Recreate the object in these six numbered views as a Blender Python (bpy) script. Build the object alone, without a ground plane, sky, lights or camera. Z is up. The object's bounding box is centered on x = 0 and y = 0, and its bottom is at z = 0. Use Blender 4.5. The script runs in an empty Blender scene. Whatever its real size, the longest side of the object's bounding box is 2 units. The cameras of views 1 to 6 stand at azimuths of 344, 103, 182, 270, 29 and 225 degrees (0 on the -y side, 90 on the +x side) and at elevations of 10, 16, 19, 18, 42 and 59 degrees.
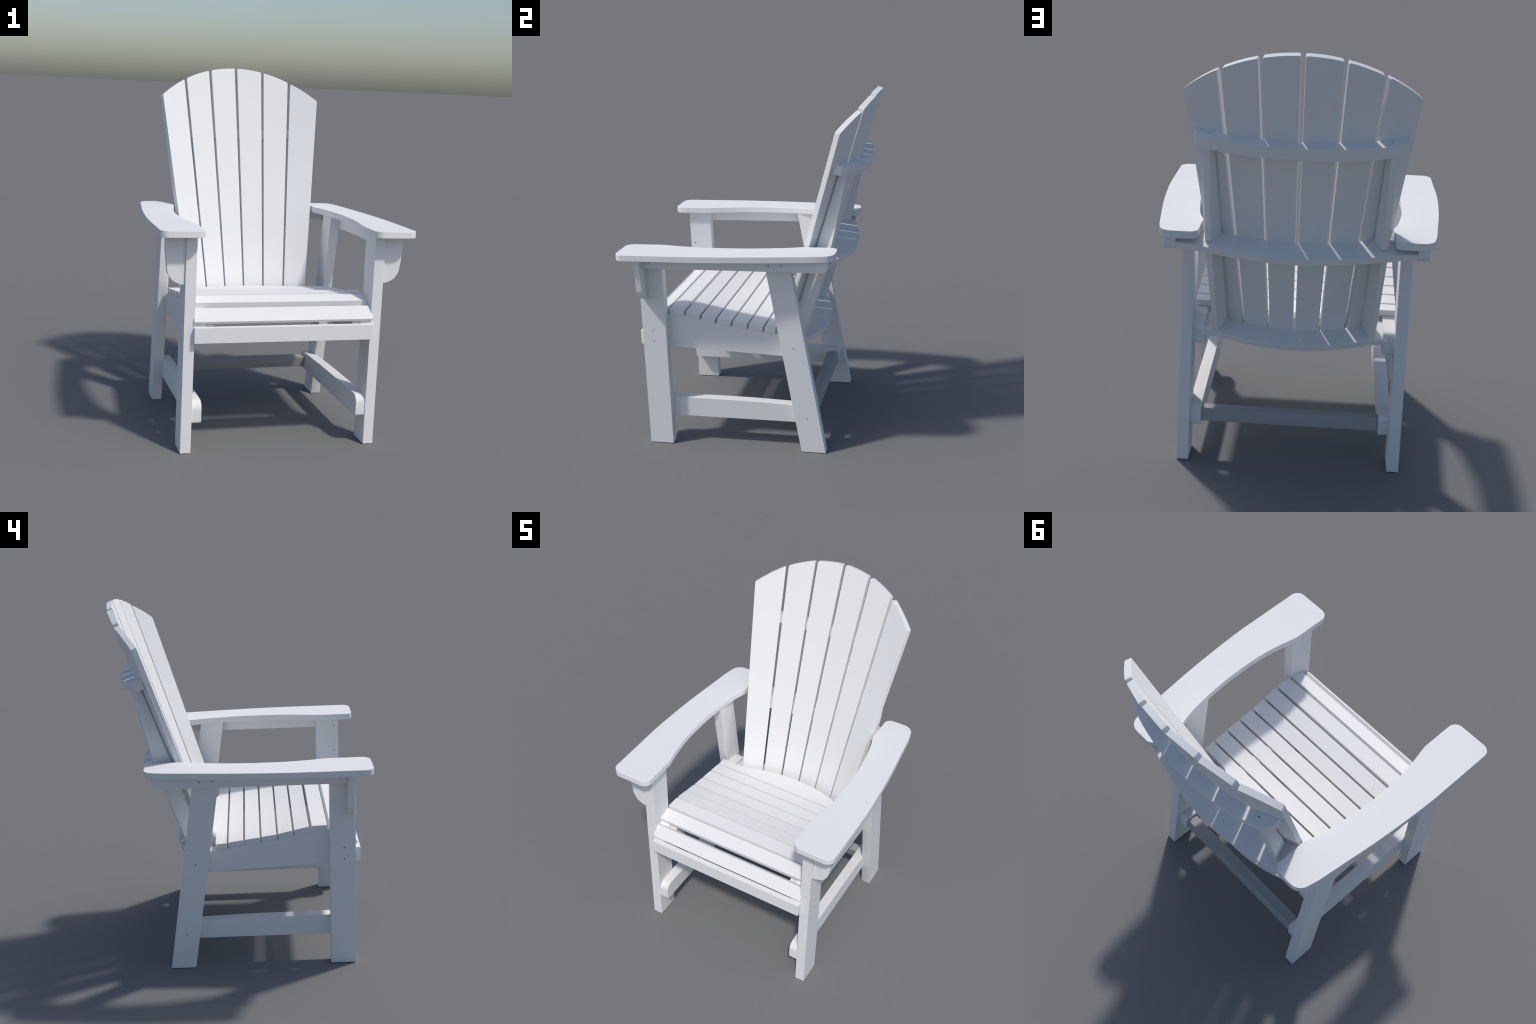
"""White slatted garden armchair with a fanned, barrel-curved back.
Everything is sawn board: outlines with filleted corners, extruded to board
thickness, edges eased, screw holes bored.  Units metres, z up, front is -y."""
import bpy, bmesh, math
from mathutils import Vector, Matrix

V = Vector
BOARD = 0.0315          # thin stock (slats, curved braces)
LEG_IN, LEG_OUT = 0.4790, 0.5356

# ------------------------------------------------------------------ material
def painted_board(name, paint):
    m = bpy.data.materials.new(name)
    m.use_nodes = True
    nt = m.node_tree
    n, l = nt.nodes, nt.links
    bsdf = n["Principled BSDF"]
    tc = n.new("ShaderNodeTexCoord")
    mp = n.new("ShaderNodeMapping")
    mp.inputs["Scale"].default_value = (3.0, 3.0, 3.0)
    l.new(tc.outputs["Object"], mp.inputs["Vector"])
    cloud = n.new("ShaderNodeTexNoise")
    cloud.inputs["Scale"].default_value = 1.6
    cloud.inputs["Detail"].default_value = 3.0
    l.new(mp.outputs["Vector"], cloud.inputs["Vector"])
    ramp = n.new("ShaderNodeValToRGB")
    ramp.color_ramp.elements[0].position = 0.30
    ramp.color_ramp.elements[0].color = (paint[0] * 0.992, paint[1] * 0.992, paint[2] * 0.992, 1)
    ramp.color_ramp.elements[1].position = 0.70
    ramp.color_ramp.elements[1].color = (*paint, 1)
    l.new(cloud.outputs["Fac"], ramp.inputs["Fac"])
    l.new(ramp.outputs["Color"], bsdf.inputs["Base Color"])
    grain = n.new("ShaderNodeTexNoise")
    grain.inputs["Scale"].default_value = 220.0
    grain.inputs["Detail"].default_value = 2.0
    l.new(tc.outputs["Object"], grain.inputs["Vector"])
    bump = n.new("ShaderNodeBump")
    bump.inputs["Strength"].default_value = 0.02
    bump.inputs["Distance"].default_value = 0.001
    l.new(grain.outputs["Fac"], bump.inputs["Height"])
    l.new(bump.outputs["Normal"], bsdf.inputs["Normal"])
    bsdf.inputs["Roughness"].default_value = ROUGH
    bsdf.inputs["Specular IOR Level"].default_value = SPEC
    return m

PAINT = (0.803, 0.803, 0.803)
ROUGH, SPEC = 1.0, 0.2
PAINTED = painted_board("white_painted_board", PAINT)
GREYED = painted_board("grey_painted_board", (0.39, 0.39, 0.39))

# ------------------------------------------------------------------ helpers
def fillet(pts, radii, seg=6):
    """Round the corners of a closed 2D outline; radii is a number or a list."""
    n = len(pts)
    if not isinstance(radii, (list, tuple)):
        radii = [radii] * n
    out = []
    for i, r in enumerate(radii):
        p, a, b = V(pts[i]), V(pts[i - 1]), V(pts[(i + 1) % n])
        if r <= 0:
            out.append(tuple(p)); continue
        da, db = (a - p), (b - p)
        la, lb = da.length, db.length
        da.normalize(); db.normalize()
        half = da.angle(db) / 2
        cut = min(r / math.tan(half), 0.48 * la, 0.48 * lb)
        rr = cut * math.tan(half)
        c = p + (da + db).normalized() * (rr / math.sin(half))
        s, e = p + da * cut - c, p + db * cut - c
        a0 = math.atan2(s.y, s.x)
        sweep = (math.atan2(e.y, e.x) - a0 + math.pi) % (2 * math.pi) - math.pi
        for k in range(seg + 1):
            t = a0 + sweep * k / seg
            out.append((c.x + rr * math.cos(t), c.y + rr * math.sin(t)))
    return out

def smooth_line(pts, per=6):
    """Catmull-Rom through 2D points (open)."""
    p = [V(q) for q in pts]
    p = [2 * p[0] - p[1]] + p + [2 * p[-1] - p[-2]]
    out = []
    for i in range(1, len(p) - 2):
        for k in range(per):
            t = k / per
            q = 0.5 * ((2 * p[i]) + (p[i + 1] - p[i - 1]) * t
                       + (2 * p[i - 1] - 5 * p[i] + 4 * p[i + 1] - p[i + 2]) * t * t
                       + (3 * p[i] - p[i - 1] - 3 * p[i + 1] + p[i + 2]) * t ** 3)
            out.append(tuple(q))
    out.append(tuple(p[-2]))
    return out

def loft(a, b):
    """Closed solid between two equal rings of 3D points."""
    bm = bmesh.new()
    va = [bm.verts.new(p) for p in a]
    vb = [bm.verts.new(p) for p in b]
    n = len(a)
    bm.faces.new(va); bm.faces.new(vb)
    for i in range(n):
        j = (i + 1) % n
        bm.faces.new((va[i], va[j], vb[j], vb[i]))
    bmesh.ops.recalc_face_normals(bm, faces=bm.faces)
    return bm

def prism(outline, origin, u, v, depth):
    """Extrude a 2D outline (in the frame origin,u,v) by the vector depth."""
    o, u, v, d = V(origin), V(u), V(v), V(depth)
    ring = [o + u * p[0] + v * p[1] for p in outline]
    return loft(ring, [q + d for q in ring])

def plank_x(profile_yz, x0, x1):
    """A board lying in a vertical y-z plane, thick along x."""
    return prism(profile_yz, (x0, 0, 0), (0, 1, 0), (0, 0, 1), (x1 - x0, 0, 0))

def ease(bm, width, angle=35):
    if width > 0:
        sharp = [e for e in bm.edges if len(e.link_faces) == 2 and e.calc_face_angle(0) > math.radians(angle)]
        bmesh.ops.bevel(bm, geom=sharp, offset=width, offset_type='OFFSET', segments=2,
                        profile=0.5, affect='EDGES', clamp_overlap=True)
    return bm

CHAIR = bpy.data.objects.new("garden_armchair", None)
bpy.context.collection.objects.link(CHAIR)
CHAIR["label"] = "white slatted garden armchair with tall fanned back"
CHAIR["category"] = "chair"

def finish(name, bm, width=0.0014, holes=()):
    """Mesh object from bmesh; holes = [(point, axis, radius, depth)]."""
    ease(bm, width)
    me = bpy.data.meshes.new(name)
    bm.to_mesh(me); bm.free()
    ob = bpy.data.objects.new(name, me)
    bpy.context.collection.objects.link(ob)
    me.materials.append(PAINTED)
    if holes:
        cutter_bm = bmesh.new()
        for p, axis, r, dep in holes:
            rot = V((0, 0, 1)).rotation_difference(V(axis)).to_matrix().to_4x4()
            bmesh.ops.create_cone(cutter_bm, cap_ends=True, segments=14, radius1=r, radius2=r, depth=2 * dep,
                                  matrix=Matrix.Translation(V(p)) @ rot)
        cm = bpy.data.meshes.new("drill"); cutter_bm.to_mesh(cm); cutter_bm.free()
        cut = bpy.data.objects.new("drill", cm)
        bpy.context.collection.objects.link(cut)
        md = ob.modifiers.new("bore", 'BOOLEAN')
        md.operation, md.object, md.solver = 'DIFFERENCE', cut, 'EXACT'
        dg = bpy.context.evaluated_depsgraph_get()
        new = bpy.data.meshes.new_from_object(ob.evaluated_get(dg))
        ob.modifiers.clear()
        ob.data = new
        new.name = name
        bpy.data.objects.remove(cut); bpy.data.meshes.remove(cm); bpy.data.meshes.remove(me)
        new.materials.clear(); new.materials.append(PAINTED)
    me = ob.data
    for p in me.polygons:
        p.use_smooth = True
        p.material_index = 0
    me.set_sharp_from_angle(angle=math.radians(22))
    ob.parent = CHAIR
    return ob

def pair(name, bm, width=0.0014, holes=()):
    """The +x part and its mirror image."""
    a = finish(name, bm, width, holes)
    me = a.data.copy()
    me.transform(Matrix.Scale(-1, 4, (1, 0, 0)))
    me.flip_normals()
    b = bpy.data.objects.new(name, me)
    bpy.context.collection.objects.link(b)
    b.parent = CHAIR
    return a, b

HOLE = 0.0042
X, Y, Z = (1, 0, 0), (0, 1, 0), (0, 0, 1)

# ------------------------------------------------------------------ legs
ARM_BOTTOM, ARM_TOP = 1.1490, 1.1842
pair("front_leg", plank_x([(-0.6175, 0), (-0.4785, 0), (-0.4785, ARM_BOTTOM - .0005), (-0.6175, ARM_BOTTOM - .0005)], LEG_IN, LEG_OUT),
     holes=[((LEG_OUT, -0.5555, 0.697), X, HOLE, .02), ((LEG_OUT, -0.5555, 0.633), X, HOLE, .02),
            ((LEG_IN, -0.5895, 1.105), X, HOLE, .02), ((LEG_IN, -0.5895, 0.942), X, HOLE, .02)])

RAKE = -0.158
def rake(y, z): return (y + RAKE * z, z)
top = ARM_BOTTOM - .0005
pair("rear_leg", plank_x([rake(0.2845, 0), rake(0.4235, 0), rake(0.4235, top), rake(0.2845, top)], LEG_IN, LEG_OUT),
     holes=[((LEG_OUT, 0.2565, 0.627), X, HOLE, .02), ((LEG_OUT, 0.3243, 0.205), X, HOLE, .02)])

# ------------------------------------------------------------------ armrests
outer = smooth_line([(0.6822, -0.30), (0.6775, -0.19), (0.6675, -0.045), (0.6545, 0.10), (0.6410, 0.215), (0.6200, 0.395)], 4)
inner = smooth_line([(0.4330, 0.3055), (0.4565, 0.2250), (0.4785, 0.0860), (0.4895, -0.0420), (0.4910, -0.1540),
                     (0.4870, -0.2610), (0.4725, -0.3690), (0.4505, -0.4815)], 4)
arm = ([(0.4505, -0.7015), (0.6822, -0.7015)] + outer + [(0.598, 0.5025), (0.4345, 0.5025)] + inner)
arm_r = [0.046, 0.046] + [0] * len(outer) + [0.062, 0.040] + [0] * len(inner)
arm_r[1 + len(outer)] = 0.09
pair("armrest", prism(fillet(arm, arm_r, 10), (0, 0, ARM_BOTTOM), X, Y, (0, 0, ARM_TOP - ARM_BOTTOM)), 0.0022)

STRIP_OUT = 0.5880
pair("armrest_rail", plank_x(fillet([(-0.5722, 1.0835), (0.465, 1.0835), (0.465, ARM_BOTTOM - .0004), (-0.5722, ARM_BOTTOM - .0004)],
                                    [0.006, 0.052, 0, 0], 10), LEG_OUT + .0004, STRIP_OUT),
     holes=[((STRIP_OUT, y, 1.1185), X, HOLE, .02) for y in (-0.530, 0.1425, 0.2115)])

bracket = fillet([(LEG_OUT + .0003, ARM_BOTTOM - .0006), (LEG_OUT + .0003, 0.8950), (0.556, 0.8950), (0.600, 0.9130), (0.6265, 0.955),
                  (0.6360, 1.030), (0.6410, 1.090), (0.6418, ARM_BOTTOM - .0006)], [0, 0, .03, .06, .06, .1, .1, 0], 6)
pair("armrest_bracket", prism(bracket, (0, -0.6045, 0), X, Z, (0, 0.0320, 0)), 0.0012)

# ------------------------------------------------------------------ seat
SEAT_X = 0.4855           # slats and rails are let into the legs
LIFT = 0.0026
# (front_y, front_z, rear_y, rear_z) of each slat's upper face, front to rear
SLATS = [(-0.6350, 0.7060, -0.5920, 0.7700), (-0.5600, 0.7895, -0.4838, 0.8118), (-0.4665, 0.8112, -0.3828, 0.8078),
         (-0.3665, 0.8048, -0.2870, 0.7882), (-0.2755, 0.7855, -0.1988, 0.7680), (-0.1885, 0.7660, -0.1082, 0.7540),
         (-0.0975, 0.7518, -0.0170, 0.7410), (-0.0052, 0.7396, 0.0748, 0.7275), (0.0850, 0.7255, 0.1450, 0.7188)]
rail_top = []
for i, (fy, fz, ry, rz) in enumerate(SLATS):
    h = LIFT if i > 1 else 0.0
    f, r = V((0, fy, fz + h)), V((0, ry, rz + h))
    along = (r - f).normalized()
    up = V((1, 0, 0)).cross(along)
    length = (r - f).length
    drop = -up * BOARD
    if i == 8:      # last slat: rear edge bowed to follow the back
        c = lambda y: (y - fy) / along.y
        bow = [(x, c(0.2150 - 0.0690 * (abs(x) / 0.325) ** 2)) for x in [0.325 - 0.65 * k / 20 for k in range(21)]]
        out = [(-SEAT_X, 0), (SEAT_X, 0), (SEAT_X, c(0.145)), ] + bow + [(-SEAT_X, c(0.145))]
    else:
        out = [(-SEAT_X, 0), (SEAT_X, 0), (SEAT_X, length), (-SEAT_X, length)]
    finish("seat_slat", prism(out, f, X, along, drop), 0.0012)
    rail_top += [tuple((p + drop * 1.01).yz) for p in (f, r)]

rail = [(-0.6165, 0.5960), (0.2955, 0.5540), (0.2955, 0.6625), (0.150, 0.6870)] + rail_top[::-1][1:] + [(-0.6165, 0.6820)]
rail_r = [0, 0.012, 0.024] + [0] * (len(rail) - 3)
pair("seat_rail", plank_x(fillet(rail, rail_r, 6), 0.4225, SEAT_X))
pair("seat_cleat", plank_x([(-0.6100, 0.602), (-0.470, 0.598), (-0.470, 0.7650), (-0.545, 0.7480), (-0.6100, 0.680)], 0.3780, 0.4228))
finish("front_apron", prism([(-0.4855, 0.5962), (0.4855, 0.5962), (0.4855, 0.6775), (-0.4855, 0.6775)],
                            (0, -0.6495, 0), X, Z, (0, 0.0322, 0)))

# ------------------------------------------------------------------ stretchers
ST_IN = 0.4272
side = fillet([(-0.6120, 0.1585), (0.3610, 0.1585), (0.3610, 0.2600), (-0.02, 0.2715), (-0.6120, 0.2765)],
              [0.012, 0.010, 0.026, 0.3, 0.045], 8)
pair("side_stretcher", plank_x(side, ST_IN, SEAT_X), holes=[((ST_IN, -0.5540, 0.2215), X, HOLE, .02)])
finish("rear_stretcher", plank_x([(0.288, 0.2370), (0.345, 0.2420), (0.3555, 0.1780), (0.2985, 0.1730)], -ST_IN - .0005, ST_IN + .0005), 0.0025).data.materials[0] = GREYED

# ------------------------------------------------------------------ back slats: a cone fan
Z_LO = 0.612
def half_width(z): return 0.362 + 0.1125 * (z - 0.75)
def back_front(x, z):
    """y of the back's front surface at x, z: flat slats between four seam lines."""
    f = abs(x) / half_width(z) * 3
    hollow = (0.0, 0.0117, 0.0400, 0.0965 + 0.0150 * (z - 0.75), 0.17)   # how far each seam stands forward
    k = min(int(f), 3)
    return 0.2735 + 0.3185 * (z - 0.75) - (hollow[k] + (hollow[k + 1] - hollow[k]) * (f - k))
def edge_point(f, z):
    x = f * half_width(z)
    return V((x, back_front(x, z), z))
def crest(x):
    return 2.0 - 0.953 * (0.72 - math.sqrt(0.72 ** 2 - x * x))

N = 6
for i in range(N):
    fl, fr = -1 + 2 * i / N, -1 + 2 * (i + 1) / N
    l0, r0, l1, r1 = edge_point(fl, Z_LO), edge_point(fr, Z_LO), edge_point(fl, 1.85), edge_point(fr, 1.85)
    side_v = ((r0 - l0) + (r1 - l1)).normalized()
    mid0, mid1 = (l0 + r0) / 2, (l1 + r1) / 2
    rise = (mid1 - mid0); rise = (rise - side_v * rise.dot(side_v)).normalized()
    back_n = side_v.cross(rise); back_n = back_n if back_n.y > 0 else -back_n
    def flat(p): d = p - mid0; return d.dot(side_v), d.dot(rise)
    (xl0, tl0), (xr0, tr0), (xl1, tl1), (xr1, tr1) = map(flat, (l0, r0, l1, r1))
    t_lo = (tl0 + tr0) / 2
    def left(t):
        g = 0.0042 + 0.0034 * t / 1.35 if i > 0 else 0
        return xl0 + (xl1 - xl0) * (t - tl0) / (tl1 - tl0) + g
    def right(t):
        g = 0.0042 + 0.0034 * t / 1.35 if i < N - 1 else 0
        return xr0 + (xr1 - xr0) * (t - tr0) / (tr1 - tr0) - g
    def top_t(k):           # height along the slat where the crest curve cuts it
        t = 1.3
        for _ in range(12):
            s = left(t) + (right(t) - left(t)) * k
            p = mid0 + side_v * s + rise * t
            t += (crest(p.x) - p.z) / rise.z * 0.9
        return left(t) + (right(t) - left(t)) * k, t
    crest_line = [top_t(k / 10) for k in range(10, -1, -1)]
    out = [(left(t_lo), t_lo), (right(t_lo), t_lo)] + crest_line
    rad = [0, 0] + [0] * 11
    rad[2] = 0.0135 if i < N - 1 else 0.006
    rad[-1] = 0.0135 if i > 0 else 0.006
    finish("back_slat", prism(fillet(out, rad, 5), mid0, side_v, rise, back_n * BOARD), 0.0016)

# ------------------------------------------------------------------ curved cross braces
def brace(name, y0, z0, slope, rear, ends, thick, span, holes=(), front_out=None, rear_r=None):
    """Horizontal brace tipped down to the rear; front edge hugs the slats."""
    c = 1 / math.sqrt(1 + slope * slope)
    v, w = V((0, c, -slope * c)), V((0, slope * c, c))
    def on(x, y): return (x, (y - y0) / c)
    half = smooth_line(rear, 4)                       # from centre to +x end
    rear_line = [(-x, y) for x, y in half[::-1]] + half[1:]
    front = []
    for k in range(25):
        x = span - 2 * span * k / 24
        z = z0
        for _ in range(4):
            y = back_front(x, z) + BOARD * 1.10 + 0.0035 * (abs(x) / span) ** 2 - 0.0035
            z = z0 - slope * (y - y0)
        front.append((x, y))
    if front_out:
        front = [(ends, front_out), (span, front_out)] + front[1:-1] + [(-span, front_out), (-ends, front_out)]
    out = [on(*p) for p in rear_line + front]
    if rear_r:
        nr = len(rear_line)
        rr = [rear_r] + [0] * (nr - 2) + [rear_r] + [0] * len(front)
        out = fillet(out, rr, 6)
    hl = [((p[0], p[1], z0 - slope * (p[1] - y0)), tuple(w), HOLE, .02) for p in holes]
    finish(name, prism(out, (0, y0, z0), X, v, -w * thick), 0.0014, hl)

def bowed(a, b, c, xs):
    return [(x, a - b * x * x - c * x ** 4) for x in xs]
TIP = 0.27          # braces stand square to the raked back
brace("back_brace", 0.587, 1.6230, TIP,
      bowed(0.6425, 0.290, 0.72, (0, .1, .2, .3, .36)) + [(0.413, 0.5700), (0.4405, 0.5500), (0.4525, 0.5290), (0.4520, 0.5060)],
      0.452, 0.0555, 0.4500, holes=[(0.382, 0.544), (-0.382, 0.544)])
brace("back_brace", 0.43, 1.1310, TIP,
      bowed(0.5525, 0.445, -0.52, (0, .1, .2, .3, .4)) + [(0.47, 0.4760), (0.5355, 0.4715)],
      0.5355, BOARD, 0.4150, front_out=0.365)
brace("back_brace", 0.274, 0.6430, TIP,
      bowed(0.3815, 0.548, 0.04, (0, .08, .16, .24, .31)) + [(0.36, 0.3120), (0.40, 0.3080), (0.4425, 0.3070)],
      0.4425, BOARD, 0.3550, front_out=0.165)

brace("back_cleat", 0.40, 1.1060, TIP, [(0, 0.4600), (0.10, 0.4540), (0.20, 0.4370), (0.28, 0.4170), (0.335, 0.3990)],
      0.335, 0.0480, 0.3350)

# ------------------------------------------------------------------ back posts, turned square to the outer slats
def post(name, lo, hi):
    """lo, hi: (rear_x, rear_y, front_x, front_y, z)."""
    rings = []
    for rx, ry, fx, fy, z in (lo, hi):
        r, f = V((rx, ry, z)), V((fx, fy, z))
        d = (r - f).normalized()
        a = V((d.y, -d.x, 0)) * 0.0153
        rings.append([f - a, f + a, r + a, r - a])
    pair(name, loft(*rings), 0.0014)

post("back_post", (0.3710, 0.2840, 0.3340, 0.2000, 0.620), (0.3940, 0.4470, 0.3565, 0.3630, 1.108))
post("back_post", (0.3940, 0.4525, 0.3565, 0.3640, 1.128), (0.3940, 0.5570, 0.3770, 0.5120, 1.588))
